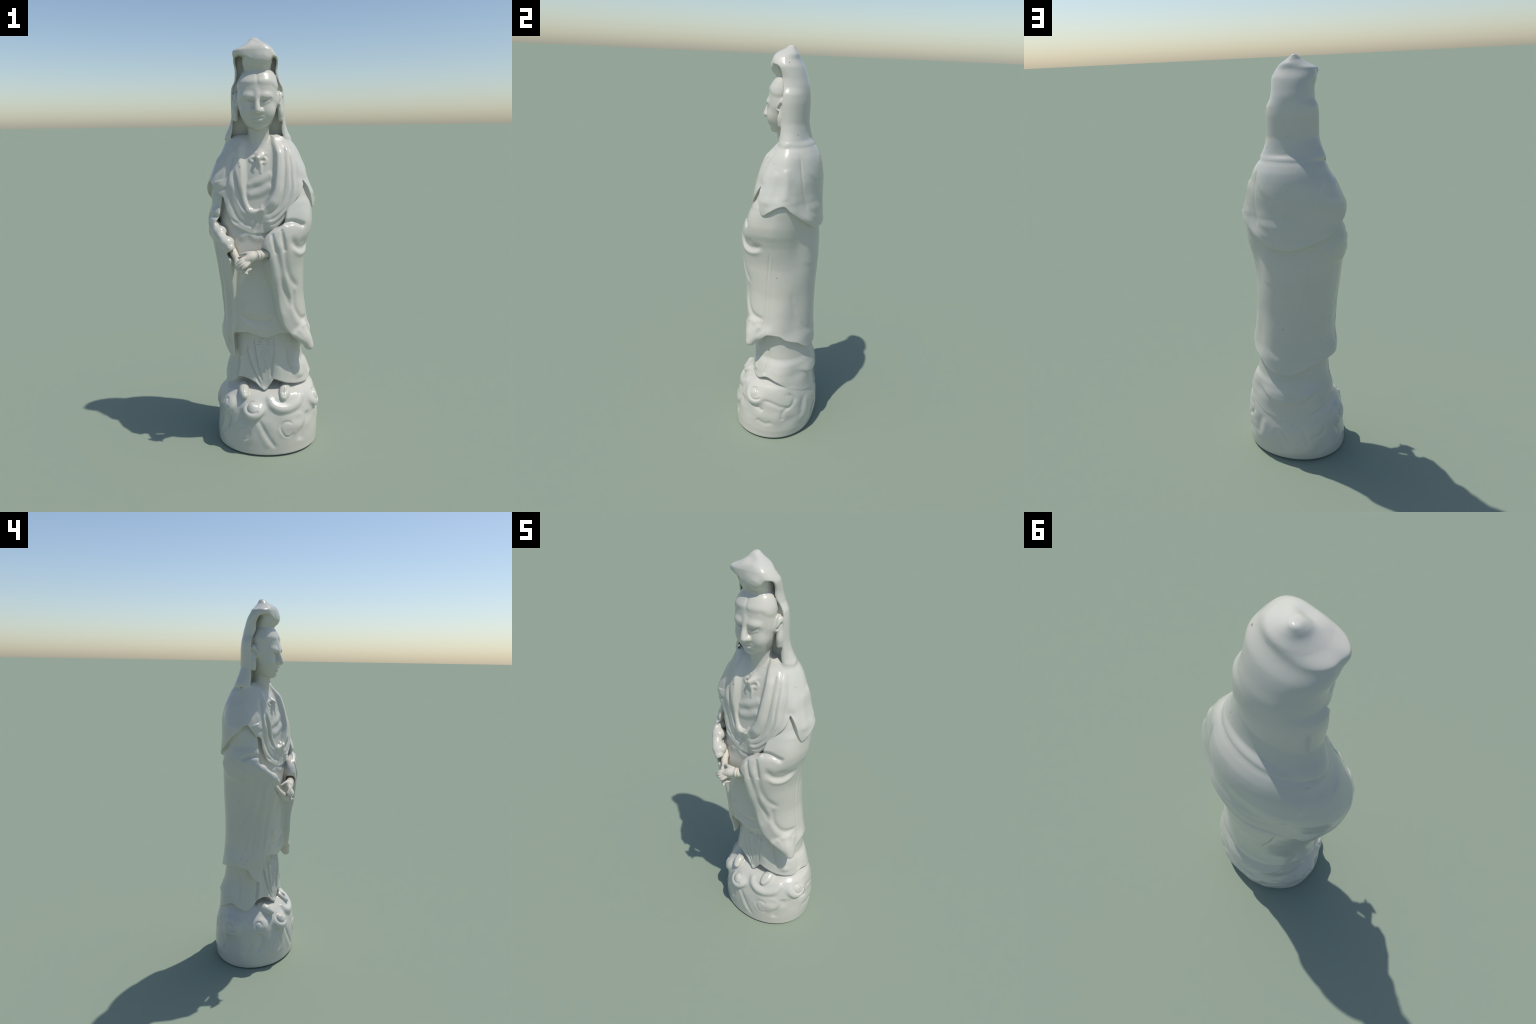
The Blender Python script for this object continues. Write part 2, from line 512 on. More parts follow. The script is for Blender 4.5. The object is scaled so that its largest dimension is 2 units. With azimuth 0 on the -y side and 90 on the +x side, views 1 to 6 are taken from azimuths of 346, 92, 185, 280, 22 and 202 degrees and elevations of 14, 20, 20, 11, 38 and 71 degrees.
# inner edges of the two hanging sleeves and, above them, of the forearms: height, x
CHANNEL_LEFT = [(.40, -.20), (.470, -.165), (.50, -.147), (.60, -.150), (.70, -.150), (.80, -.149), (.885, -.151),
                (.97, -.153), (1.05, -.148), (1.08, -.165), (1.12, -.203), (1.15, -.228), (1.17, -.226), (1.20, -.208),
                (1.24, -.200), (1.30, -.19), (1.40, -.19)]
CHANNEL_RIGHT = [(.40, .40), (.50, .29), (.520, .252), (.535, .230), (.55, .210), (.57, .188), (.611, .148), (.635, .122),
                 (.677, .096), (.744, .074), (.825, .062), (.92, .038), (1.01, .027), (1.08, .012), (1.11, .03),
                 (1.14, .050), (1.165, .085), (1.18, .098), (1.22, .105), (1.26, .115), (1.31, .13), (1.40, .15)]


def cloud_relief():
    r = Relief(-0.02, 0.40)
    # long valleys and rolling ridges of the cloud bank
    r.ridge([(-9, .200), (-2, .150), (5, .103), (16, .040)], -0.006, 0.011)
    r.ridge([(-15, .190), (-9, .150), (-2, .103), (8, .040)], 0.003, 0.016)
    r.ridge([(60, .215), (58, .176), (51, .129), (47, .060)], -0.008, 0.013)
    r.ridge([(-59, .215), (-53, .158), (-59, .094)], -0.008, 0.013)
    r.ridge([(76, .231), (86, .236), (99, .231), (114, .205), (124, .201), (129, .238), (122, .270), (116, .254)],
            -0.007, 0.011)
    r.ridge([(72, .200), (80, .196), (93, .174)], -0.008, 0.010)
    r.ridge([(114, .120), (115, .174), (124, .201)], -0.005, 0.009)
    r.ridge([(145, .245), (142, .174), (140, .100)], -0.007, 0.018, 0.3)
    r.ridge([(153, .240), (150, .170), (148, .100)], 0.004, 0.018, 0.3)
    r.ridge([(164, .140), (167, .172), (172, .181), (180, .165), (184, .134), (190, .100)], -0.005, 0.009)
    r.ridge([(-170, .250), (-165, .215), (-154, .189), (-151, .141), (-148, .09)], -0.005, 0.010)
    r.ridge([(-139, .200), (-137, .227), (-131, .226), (-127, .200), (-130, .165), (-140, .148), (-150, .152)],
            -0.005, 0.009)
    r.ridge([(-83, .146), (-76, .162), (-70, .140), (-72, .102), (-82, .085)], -0.005, 0.010)
    r.ridge([(-67, .221), (-55, .185), (-58, .132), (-65, .070)], -0.006, 0.012)
    r.ridge([(84, .120), (95, .10), (104, .115)], -0.005, 0.012)
    # two curled cloud heads low on the front
    r.area([(20, .150), (24, .190), (33, .215), (48, .215), (57, .180), (50, .140), (40, .112), (30, .098), (22, .115)],
           0.007, 0.005)
    r.ridge([(37, .165), (33, .180), (26, .176), (22, .150), (26, .112), (33, .102), (39, .125)], -0.005, 0.006, 0.1)
    r.area([(-43, .115), (-40, .155), (-30, .172), (-16, .160), (-12, .120), (-20, .075), (-32, .062)], 0.006, 0.006)
    r.ridge([(-38, .100), (-36, .140), (-28, .150), (-21, .128), (-23, .095), (-30, .085), (-34, .110)],
            -0.005, 0.006, 0.1)
    r.ridge([(-112, .180), (-104, .120), (-110, .06)], -0.004, 0.012)
    # swelling lumps between the valleys
    for k in range(26):
        az = -180 + 360 * ((k * 0.618034) % 1.0)
        r.bump(az, 0.06 + 0.17 * ((k * 0.381966 + 0.2) % 1.0), 0.0045 * (1 if k % 3 else -1), 0.034, 0.028, tilt=40 * (k % 5 - 2))
    r.M *= 0.7
    return r


def frame(az, pitch):
    """Axes of a disc leaning against the base: side, up, outward."""
    a, t = math.radians(az), math.radians(pitch)
    out = np.array([math.sin(a), -math.cos(a), 0.0])
    side = np.array([math.cos(a), math.sin(a), 0.0])
    n = out * math.cos(t) + np.array([0, 0, 1]) * math.sin(t)
    up = np.array([0, 0, 1]) * math.cos(t) - out * math.sin(t)
    return side, up, n


def scroll(f, az, z, radius, thick, lift, pitch, knob=0.0, groove=0.005, squash=1.0):
    """A curled cloud head: a rounded disc with a spiral pressed into it."""
    c = f.hit(az, z)
    side, up, n = frame(az, pitch)
    c = c + n * lift
    m = radius + thick + 0.02
    s, X, Y, Z = f.box(c - m, c + m)
    x, y, w = X - c[0], Y - c[1], Z - c[2]
    u = x * side[0] + y * side[1] + w * side[2]
    v = (x * up[0] + y * up[1] + w * up[2]) / squash
    t = x * n[0] + y * n[1] + w * n[2]
    q = np.sqrt((u * u + v * v) / radius ** 2 + (t / thick) ** 2)
    f.add(s, ((q - 1) * min(radius, thick)).astype(np.float32), 0.012, BASE)
    if groove:
        curl = [c + (side * math.cos(a) + up * squash * math.sin(a)) * radius * (0.20 + 0.085 * a)
                + n * thick * math.sqrt(max(0.05, 1 - (0.20 + 0.085 * a) ** 2)) for a in np.linspace(0.2, 5.6, 20)]
        f.tube(curl, [groove * (0.5 + 0.5 * math.sin(math.pi * k / 19)) for k in range(20)], 0.010, cut=True)
    if knob:
        f.ellipsoid(c + n * thick * 0.6, np.full(3, radius * knob), 0.012, BASE)


def cloud_scrolls(f):
    scroll(f, -18, 0.247, 0.058, 0.030, -0.008, 52, 0.34, 0.005)
    scroll(f, -58, 0.246, 0.048, 0.028, -0.010, 30, 0.0, 0.003)
    scroll(f, 80, 0.266, 0.060, 0.028, -0.018, 35, 0.26, 0.004)
    scroll(f, -97, 0.232, 0.054, 0.022, -0.011, 15, 0.0, 0.006)
    pts = [f.hit(a, z) for a, z in ((9, .282), (14, .258), (24, .242), (37, .240), (49, .256), (58, .282))]
    f.tube([q * np.array([.945, .945, 1]) for q in pts], [.014, .020, .024, .024, .022, .016], 0.014, BASE)
    q = f.hit(34, 0.285)
    f.ellipsoid((q[0] * .9, q[1] + .045, .255), (.055, .045, .024), 0.015, BASE)


def under_relief():
    r = Relief(0.18, 0.70)
    for pts, d in (([(-48, .560), (-37, .463), (-24, .397), (-8, .335)], .007),
                   ([(-31, .600), (-24, .511), (-17, .433), (-5, .350)], .006),
                   ([(23, .620), (22, .534), (18, .460), (15, .370)], .006),
                   ([(-62, .520), (-61, .423), (-66, .340)], .008),
                   ([(54, .560), (54, .464), (58, .390)], .006),
                   ([(89, .520), (91, .438), (88, .360)], .006),
                   ([(-95, .528), (-93, .451), (-91, .350)], .005)):
        r.ridge(pts, -d, 0.008)
    r.ridge([(-42, .540), (-30, .455), (-16, .390)], 0.005, 0.012)
    r.ridge([(-26, .590), (-20, .500), (-12, .420)], 0.003, 0.010)
    r.ridge([(-56, .50), (-54, .43), (-58, .37)], 0.006, 0.014)
    r.ridge([(68, .520), (64, .440), (70, .360)], 0.008, 0.020)
    r.ridge([(20, .375), (10, .335), (0, .322), (-8, .335)], 0.005, 0.010)
    # cloth turned over behind
    r.edge([(-120, .440), (-132, .408), (-144, .381), (-161, .347), (-181, .343), (-203, .360), (-219, .388),
            (-230, .40)][::-1], 0.010, 0.035, 0.004, 0.25)
    r.bump(132, .37, -0.016, 0.06, 0.05)
    r.bump(28, .50, 0.016, 0.05, 0.12)
    return r


def shoes(f):
    """Pointed toes with ribbed uppers, showing below the hem."""
    for x, z, w, ribs in ((.098, .302, .031, 5), (-.104, .308, .027, 4)):
        lean = math.copysign(.004, x)
        f.tube([(x + lean, -.080, z + .010), (x, -.122, z + .002), (x - lean, -.148, z - .008)], [w, w * .95, w * .62],
               0.004, SHOE)
        for k in range(ribs):
            u = x + w * 1.3 * ((k + 0.5) / ribs - 0.5)
            f.tube([(u * .5 + (x - lean) * .5, -.166, z + .002), (u, -.146, z + .018), (u, -.118, z + .033)],
                   [.0015, .0030, .0026], 0.003, cut=True)


def panel_relief():
    r = Relief(0.55, 1.42)
    r.edge([(15, .747), (3, .720), (-14, .718), (-29, .739), (-38, .790)][::-1], 0.010, 0.05, 0.004)
    r.ridge([(-45, .735), (-29, .698), (-15, .688), (8, .694), (20, .724)], -0.006, 0.009)
    r.ridge([(-42, .690), (-26, .660), (-10, .645), (10, .650), (22, .680)], 0.006, 0.014)
    r.ridge([(-41, 1.095), (-26, 1.125), (-12, 1.105), (3, 1.115)], 0.004, 0.018)
    return r


def robe_relief():
    r = Relief(0.40, 1.62)
    # the swung-out corner of the hanging left sleeve
    r.bump(66, 0.570, 0.008, 0.045, 0.05)
    # the figure leans its left shoulder forward; flatter behind the left arm
    r.bump(58, 1.22, 0.013, 0.05, 0.08)
    r.bump(63, 1.32, 0.010, 0.035, 0.05)
    r.bump(-112, 0.92, 0.008, 0.05, 0.22)
    r.bump(128, 0.66, -0.013, 0.06, 0.12)
    r.bump(130, 1.08, -0.011, 0.06, 0.12)
    r.bump(-50, 1.22, -0.020, 0.055, 0.08)
    r.bump(88, 0.615, 0.010, 0.03, 0.03)
    r.bump(-100, 0.600, 0.008, 0.06, 0.03)
    # left sleeve: long swinging folds
    r.ridge([(14, 1.095), (19, 1.017), (24, .954), (27, .890), (37, .808), (43, .747)], -0.0055, 0.014)
    r.ridge([(9, 1.08), (13, 1.0), (17, .92), (22, .83), (27, .75), (34, .69)], 0.0035, 0.016)
    r.ridge([(25, 1.146), (26, 1.054), (30, .972), (40, .904), (57, .850)], -0.0055, 0.014)
    r.ridge([(20, 1.12), (23, 1.03), (27, .95), (34, .87), (46, .80)], 0.0035, 0.015)
    r.ridge([(36, 1.134), (41, 1.075), (54, 1.055), (66, 1.062), (78, 1.085)], -0.009, 0.016, 0.25)
    r.bump(54, 1.082, -0.007, 0.035, 0.022)
    r.ridge([(36, 1.09), (46, 1.035), (62, 1.028), (78, 1.055)], 0.004, 0.012, 0.3)
    r.ridge([(45, .860), (46, .800), (49, .750), (60, .700), (76, .683), (84, .695)], -0.006, 0.013)
    r.ridge([(40, .86), (43, .76), (50, .69), (64, .660), (80, .670)], 0.003, 0.016)
    r.ridge([(87, 1.064), (85, .972), (84, .881), (85, .704), (84, .600)], -0.003, 0.006)
    r.ridge([(89, 1.064), (87, .972), (86, .881), (87, .704), (86, .600)], 0.002, 0.006)
    r.ridge([(28, 1.178), (42, 1.184), (56, 1.160)], -0.014, 0.011)
    # right sleeve: straight hanging folds and the elbow pocket
    for pts, d in (([(-57, 1.105), (-57, 1.021), (-63, .879), (-68, .797), (-72, .60)], .005),
                   ([(-66, 1.112), (-69, .972), (-79, .874), (-91, .787)], .004),
                   ([(-49, 1.052), (-50, .926), (-52, .796), (-55, .659)], .004),
                   ([(-74, .780), (-80, .700), (-88, .610)], .005)):
        r.ridge(pts, -d, 0.009)
    r.ridge([(-53, 1.07), (-53, .95), (-57, .80), (-61, .65)], 0.004, 0.010)
    r.ridge([(-61, 1.09), (-63, .95), (-70, .82), (-76, .68)], 0.004, 0.013)
    r.edge([(-122, 1.170), (-115, 1.125), (-106, 1.090), (-91, 1.072), (-79, 1.088), (-69, 1.133)], 0.012, 0.045, 0.005)
    r.ridge([(-82, 1.177), (-77, 1.196), (-68, 1.203), (-57, 1.19)], -0.010, 0.010)
    # behind
    r.ridge([(-132, 1.154), (-137, 1.072), (-140, .996), (-147, .891), (-151, .80)], -0.0025, 0.006)
    r.edge([(133, 1.000), (157, .970), (185, .958), (204, .968), (217, .997)], 0.003, 0.05, 0.005, 0.35)
    r.ridge([(142, .690), (150, .630), (163, .595), (178, .580)], -0.0025, 0.014, 0.4)
    r.ridge([(-102, .730), (-112, .660), (-120, .580)], -0.003, 0.012, 0.35)
    r.ridge([(122, .850), (126, .760), (137, .684)], -0.002, 0.013, 0.4)
    return r


OPENING = [(-75, 1.600), (-60, 1.545), (-48, 1.478), (-40, 1.419), (-36, 1.344), (-32, 1.288), (-25, 1.251), (-17, 1.237),
           (-6, 1.240), (1, 1.253), (9, 1.280), (18, 1.325), (23, 1.380), (29, 1.454), (36, 1.528), (45, 1.600)]


def cape_relief():
    r = Relief(1.08, 1.66)
    r.bump(60, 1.32, 0.011, 0.055, 0.12)
    r.bump(72, 1.37, 0.012, 0.035, 0.09)
    r.bump(125, 1.45, -0.009, 0.05, 0.06)
    r.bump(-30, 1.26, -0.017, 0.08, 0.13)
    r.bump(-46, 1.29, -0.012, 0.05, 0.12)
    r.bump(128, 1.27, -0.015, 0.06, 0.10)
    r.bump(-138, 1.20, -0.008, 0.06, 0.06)
    r.area(OPENING, -0.018, 0.0022)
    r.edge(OPENING[::-1][1:-1], 0.011, 0.020, 0.002, 0.05)
    # right-hand lapel of the picture: a stack of long folds sweeping down and across
    r.ridge([(50, 1.56), (42, 1.50), (36, 1.44), (30, 1.37), (25, 1.31), (15, 1.26), (4, 1.235)], 0.014, 0.028, 0.2)
    r.ridge([(62, 1.55), (56, 1.47), (50, 1.40), (46, 1.32), (36, 1.245), (20, 1.19), (0, 1.165)], 0.012, 0.030, 0.1)
    for pts in ([(60, 1.545), (48, 1.479), (41, 1.398), (35, 1.323), (26, 1.255), (11, 1.222), (0, 1.212)],
                [(70, 1.545), (58, 1.482), (50, 1.401), (45, 1.322), (34, 1.245), (18, 1.200), (0, 1.187)],
                [(80, 1.533), (70, 1.488), (58, 1.377), (50, 1.303), (37, 1.228), (21, 1.180), (-2, 1.164)]):
        r.ridge(pts, -0.006, 0.0065)
    # left-hand lapel
    r.ridge([(-52, 1.45), (-44, 1.38), (-39, 1.30), (-33, 1.25), (-22, 1.222), (-8, 1.222)], 0.006, 0.012)
    r.edge([(-58, 1.440), (-49, 1.343), (-44, 1.283), (-35, 1.236), (-24, 1.212)][::-1], 0.008, 0.03, 0.003)
    r.ridge([(-52, 1.41), (-45, 1.33), (-39, 1.27), (-30, 1.228)], -0.006, 0.008)
    r.ridge([(-58, 1.373), (-55, 1.300), (-52, 1.255), (-42, 1.195), (-25, 1.165), (-12, 1.160)], -0.004, 0.007)
    r.ridge([(-66, 1.37), (-61, 1.335)], 0.006, 0.014, 0.1)
    r.edge([(-87, 1.486), (-78, 1.433), (-71, 1.390), (-66, 1.33)][::-1], 0.006, 0.04, 0.005)
    r.ridge([(-63, 1.500), (-59, 1.410), (-60, 1.350), (-64, 1.310)], -0.008, 0.010)
    # hollow where the veil's hem lies on the shoulders
    r.ridge([(84, 1.540), (120, 1.546), (180, 1.548), (240, 1.546), (276, 1.540)], -0.003, 0.010, 0.2)
    # knot and the seam below the opening
    r.bump(-3, 1.243, 0.010, 0.013, 0.014)
    r.ridge([(-3, 1.225), (-6, 1.185), (-11, 1.150), (-18, 1.126)], -0.004, 0.010, 0.3)
    r.bump(68, 1.37, -0.006, 0.02, 0.02)
    # over the left arm and behind
    r.ridge([(103, 1.465), (106, 1.393), (104, 1.310)], 0.005, 0.018)
    r.ridge([(90, 1.45), (86, 1.36), (80, 1.28)], 0.003, 0.016)
    r.ridge([(126, 1.525), (129, 1.426), (133, 1.330), (143, 1.250)], -0.003, 0.008)
    r.edge([(124, 1.510), (132, 1.470), (145, 1.430), (162, 1.400), (186, 1.382), (200, 1.380)], 0.004, 0.05, 0.006, 0.4)
    r.edge([(-111, 1.500), (-122, 1.413), (-134, 1.332), (-148, 1.288), (-165, 1.275), (-184, 1.282)][::-1],
           0.004, 0.05, 0.004)
    r.ridge([(-60, 1.27), (-57, 1.22), (-49, 1.185), (-38, 1.168)], -0.004, 0.008)
    # roll along the lower edge behind
    r.ridge([(110, 1.285), (126, 1.244), (144, 1.205), (162, 1.180), (-169 + 360, 1.172), (-141 + 360, 1.192),
             (-120 + 360, 1.220)], 0.003, 0.014, 0.2)
    r.ridge([(108, 1.36), (130, 1.29), (150, 1.245), (180, 1.225), (-150 + 360, 1.240)], -0.003, 0.020, 0.4)
    return r


def chest(f):
    """Inner garment: soft folds under a tied bow."""
    def at(a, z, out=0.0):
        p = f.hit(a, z)
        q = math.radians(a)
        return p + out * np.array([math.sin(q), -math.cos(q), 0])

    for pts, r0 in (([(-30, 1.350), (-10, 1.364), (16, 1.390)], .012), ([(-25, 1.303), (-7, 1.314), (14, 1.336)], .013)):
        f.tube([at(a, z, -0.008) for a, z in pts], [r0 * .7, r0, r0 * .8], 0.022, CHEST)
    # bow: knot, two open loops, gathers above and hanging ends
    f.ellipsoid(at(-13, 1.466, .001), (.011, .010, .012), 0.008, BOW)
    for a0, z0, ra, rz in ((-25, 1.463, 10, .011), (0, 1.458, 10, .012)):
        ring = [at(a0 + ra * math.cos(q), z0 + rz * math.sin(q), -.001) for q in np.linspace(0, 2 * math.pi, 13)]
        f.tube(ring, .0058, 0.007, BOW)
    for tail in ([(-15, 1.455), (-19, 1.435), (-23, 1.410)], [(-11, 1.455), (-7, 1.43), (-5, 1.404)]):
        f.tube([at(a, z, -.001) for a, z in tail], [.006, .008, .004], 0.008, BOW)
    for a1, z1 in ((-26, 1.492), (-14, 1.500), (-2, 1.498), (10, 1.488)):
        f.tube([at(-13, 1.470, -.004), at((a1 - 13) / 2, (z1 + 1.472) / 2, -.004), at(a1, z1, -.006)],
               [.005, .0065, .004], 0.012, CHEST)


def sleeves(f):
    """Forearm wrinkles, cuffs and their openings."""
    f.tube([(-.238, -.066, 1.160), (-.218, -.112, 1.142), (-.182, -.160, 1.098), (-.152, -.180, 1.066)],
           [.018, .021, .023, .022], 0.018, SLEEVE)
    for c, r0 in (((-.232, -.074, 1.152), .027), ((-.206, -.120, 1.132), .033), ((-.170, -.160, 1.087), .036)):
        f.ellipsoid(c, (r0, r0, r0 * .85), 0.006, SLEEVE, rot=40)
    f.ellipsoid((-.214, -.168, 1.080), (.012, .012, .016), 0.014, cut=True)
    # the corner of the left sleeve, swung clear of the skirt
    tip = (.221, -.093, .549)
    for end in ((.150, -.134, .622), (.170, -.119, .638), (.186, -.100, .652), (.198, -.078, .650), (.207, -.055, .630),
                (.212, -.032, .598)):
        mid = [(a + b) / 2 + c for a, b, c in zip(tip, end, (.002, -.003, 0))]
        f.tube([tip, mid, end], [.004, .009, .007], 0.030, SLEEVE)
    # cuff openings
    f.tube([(-.118, -.215, 1.022), (-.140, -.172, 1.038), (-.155, -.130, 1.05)], [.028, .027, .022], 0.008, cut=True)
    f.tube([(.012, -.190, 1.076), (.030, -.184, 1.110), (.066, -.166, 1.136), (.120, -.150, 1.146)],
           [.018, .020, .020, .018], 0.022, SLEEVE)
    for pts in (((12, 1.130), (13, 1.10), (16, 1.055)), ((24, 1.148), (25, 1.11), (27, 1.06))):
        f.tube([f.hit(a, z) for a, z in pts], [.001, .004, .002], 0.016, cut=True)
    f.tube([(-.045, -.206, 1.038), (.000, -.198, 1.040), (.040, -.180, 1.045)], [.030, .030, .020], 0.008, cut=True)


def veil_and_head(f):
    s, X, Y, Z, d = f.loft(VEIL_ROWS, 1.53, 2.0, back=2.1)
    inner = f.loft(VEIL_ROWS, 1.53, 2.0, grow=-0.008, back=2.1)[4]
    z = f.ax[2][s[2]]
    x = f.ax[0][s[0]]
    edge = pchip([1.53, 1.60, 1.70, 1.80, 1.84, 1.87, 1.91, 1.94],
                 [-.026, -.024, -.020, -.020, -.034, -.037, -.055, -.09], z)[None, None, :].astype(np.float32)
    top = pchip([-.14, -.12, -.08, -.04, 0.0, .03, .05, .08],
                [1.928, 1.924, 1.914, 1.898, 1.882, 1.896, 1.914, 1.902], x)[:, None, None].astype(np.float32)
    deep = pchip([1.53, 1.58, 1.66, 1.72, 1.80, 1.85, 1.95], [.02, .015, -.002, -.012, -.012, .0, .0], z)
    cav = np.minimum(np.maximum(inner, Y - deep[None, None, :].astype(np.float32)), Y - edge)
    cav = smax(cav, Z - top, 0.012)
    d = smax(d, -cav, 0.006)
    d = smax(smax(d, 1.537 + 0.016 * smoothstep(0.0, 0.05, Y) - Z, 0.024), Z - 2.0005, 0.006)
    f.add(s, d, 0.010, VEIL)
    # crown of the veil: dimple in front, ridge to the right-hand point
    f.ellipsoid((-.034, -.082, 1.994), (.032, .026, .015), 0.030, cut=True, tilt=-25)
    f.tube([(-.120, -.068, 1.930), (-.098, -.055, 1.940), (-.070, -.045, 1.950)], [.010, .012, .010], 0.020, VEIL)
    # neck, face, hair, topknot
    f.tube([(-.024, -.005, 1.50), (-.022, -.018, 1.57), (-.024, -.030, 1.65)], [.062, .050, .055], 0.01, NECK)
    face(f)
    s, X, Y, Z, d = f.loft(BUN_ROWS, 1.82, 1.93)
    f.add(s, smax(smax(d, Z - 1.93, 0.01), 1.82 - Z, 0.01), 0.006, HAIR)
    f.ellipsoid((-.006, -.066, 1.905), (.046, .039, .036), 0.024, HAIR)
    f.ellipsoid((-.056, -.058, 1.895), (.034, .034, .034), 0.020, HAIR)
    f.tube([(.012, -.086, 1.908), (.004, -.090, 1.886)], [.016, .009], 0.018, HAIR)


def face(f):
    cx = -0.0235
    s, X, Y, Z, d = f.loft(FACE_ROWS, 1.58, 1.87)
    d = smax(d, 1.592 + 0.16 * np.maximum(Y + 0.085, 0) - Z, 0.03)
    f.add(s, smax(d, Z - 1.86, 0.02), 0.006, HEAD)
    # hair: two swept lobes parted in the middle
    s, X, Y, Z, d = f.loft(FACE_ROWS, 1.70, 1.87, grow=0.0036)
    side = np.abs(X - cx)
    line = 1.788 - 0.8 * np.maximum(side - 0.066, 0) + 0.008 * np.exp(-(side / 0.012) ** 2)
    d = d + 0.004 * np.exp(-(side / 0.006) ** 2)
    d = smax(d, line - Z, 0.026)
    f.add(s, smax(smax(d, Z - 1.86, 0.02), Y - 0.01, 0.01), 0.008, HAIR)

    def skin(x, z, out=0.0):
        """Point on the face, straight in from the front."""
        ix = int(round((x - f.lo[0]) / f.h))
        iz = int(round((z - f.lo[2]) / f.h))
        col = f.F[ix, :, iz]
        k = int(np.argmax(col < 0))
        y = f.ax[1][k - 1] + f.h * col[k - 1] / (col[k - 1] - col[k])
        return (x, float(y) - out, z)

    for sg in (-1, 1):
        def P(x, y, z):
            return (cx + sg * x, y, z)
        # heavy upper lid under a soft brow, cheek
        f.ellipsoid(P(.037, -.108, 1.742), (.027, .016, .014), 0.022, HEAD, rot=sg * 16)
        f.ellipsoid(P(.041, -.086, 1.676), (.030, .026, .034), 0.030, HEAD)
        f.ellipsoid(P(.019, -.126, 1.712), (.009, .008, .016), 0.014, cut=True)
    # nose
    f.tube([(cx, -.113, 1.762), (cx, -.122, 1.730), (cx + .001, -.131, 1.700), (cx + .003, -.1345, 1.681)],
           [.008, .0095, .0125, .015], 0.016, HEAD)
    for sg in (-1, 1):
        f.ellipsoid((cx + .002 + sg * .015, -.120, 1.679), (.010, .012, .010), 0.010, HEAD)
    # lips and chin
    f.ellipsoid((cx, -.105, 1.648), (.030, .014, .015), 0.016, HEAD)
    f.tube([(cx - .013, -.111, 1.637), (cx, -.114, 1.636), (cx + .013, -.111, 1.637)], .006, 0.010, HEAD)
    f.ellipsoid((cx, -.090, 1.613), (.022, .018, .014), 0.016, HEAD)
    f.tube([skin(cx + x, 1.6265, .001) for x in (-.014, 0, .014)], .0026, 0.008, cut=True)
    f.tube([skin(cx + x, z, .0000) for x, z in ((-.026, 1.6495), (-.013, 1.6460), (0, 1.6475), (.013, 1.6460), (.026, 1.6495))],
           [.0024, .0036, .0032, .0036, .0024], 0.003, cut=True, step=0.003)
    for sg in (-1, 1):
        # eye slit with a lower lid below it
        f.tube([skin(cx + sg * x, z, -.0004) for x, z in ((.014, 1.7195), (.026, 1.7205), (.040, 1.724), (.052, 1.7285), (.062, 1.734))],
               [.0028, .0042, .0044, .0036, .0022], 0.003, cut=True, step=0.003)
        f.tube([skin(cx + sg * x, z, -.004) for x, z in ((.018, 1.711), (.034, 1.712), (.052, 1.719))],
               [.004, .0055, .004], 0.006, HEAD)

        def P(x, y, z):
            return (cx + sg * x, y, z)
        # ear with a long lobe
        f.tube([P(.094, -.018, 1.762), P(.101, -.030, 1.750), P(.100, -.040, 1.728), P(.095, -.044, 1.712)],
               [.009, .011, .010, .008], 0.008, EAR)
        f.tube([P(.098, -.020, 1.750), P(.100, -.022, 1.715), P(.104, -.030, 1.675), P(.103, -.030, 1.645)],
               [.013, .013, .014, .011], 0.010, EAR)
        f.tube([P(.104, -.042, 1.720), P(.110, -.029, 1.738)], [.006, .005], 0.006, cut=True)


# ----------------------------------------------------------------- flower on the underskirt

def petal_mesh(length, width, thick, n=10, m=12):
    """A pointed, gently domed petal along +x, lying in the x-z plane, dome towards -y."""
    V, Q = [], []
    for i in range(n + 1):
        t = i / n
        w = width * math.sin(math.pi * min(1, t * 0.94 + 0.04)) ** 0.7
        for j in range(m):
            a = 2 * math.pi * j / m
            V.append((length * t, -thick * math.sin(math.pi * (t * 0.9 + 0.05)) * math.sin(a), w * math.cos(a)))
    for i in range(n):
        for j in range(m):
            k = (j + 1) % m
            Q.append((i * m + j, (i + 1) * m + j, (i + 1) * m + k, i * m + k))
    return np.array(V), np.array(Q)


def flower_petals():
    """Place of every petal: azimuth, height, angle, scale of length."""
    out = []
    for k in range(9):
        q = -8 + 24.5 * k
        out.append((1, .557, q, 1.0 if k % 2 else 1.22))
    for k in range(5):
        out.append((1, .557, 205 + 33 * k, 0.55))
    for k in range(12):
        out.append((2, .506, 30 * k + 8, 0.66))
    return out


# ----------------------------------------------------------------- hands

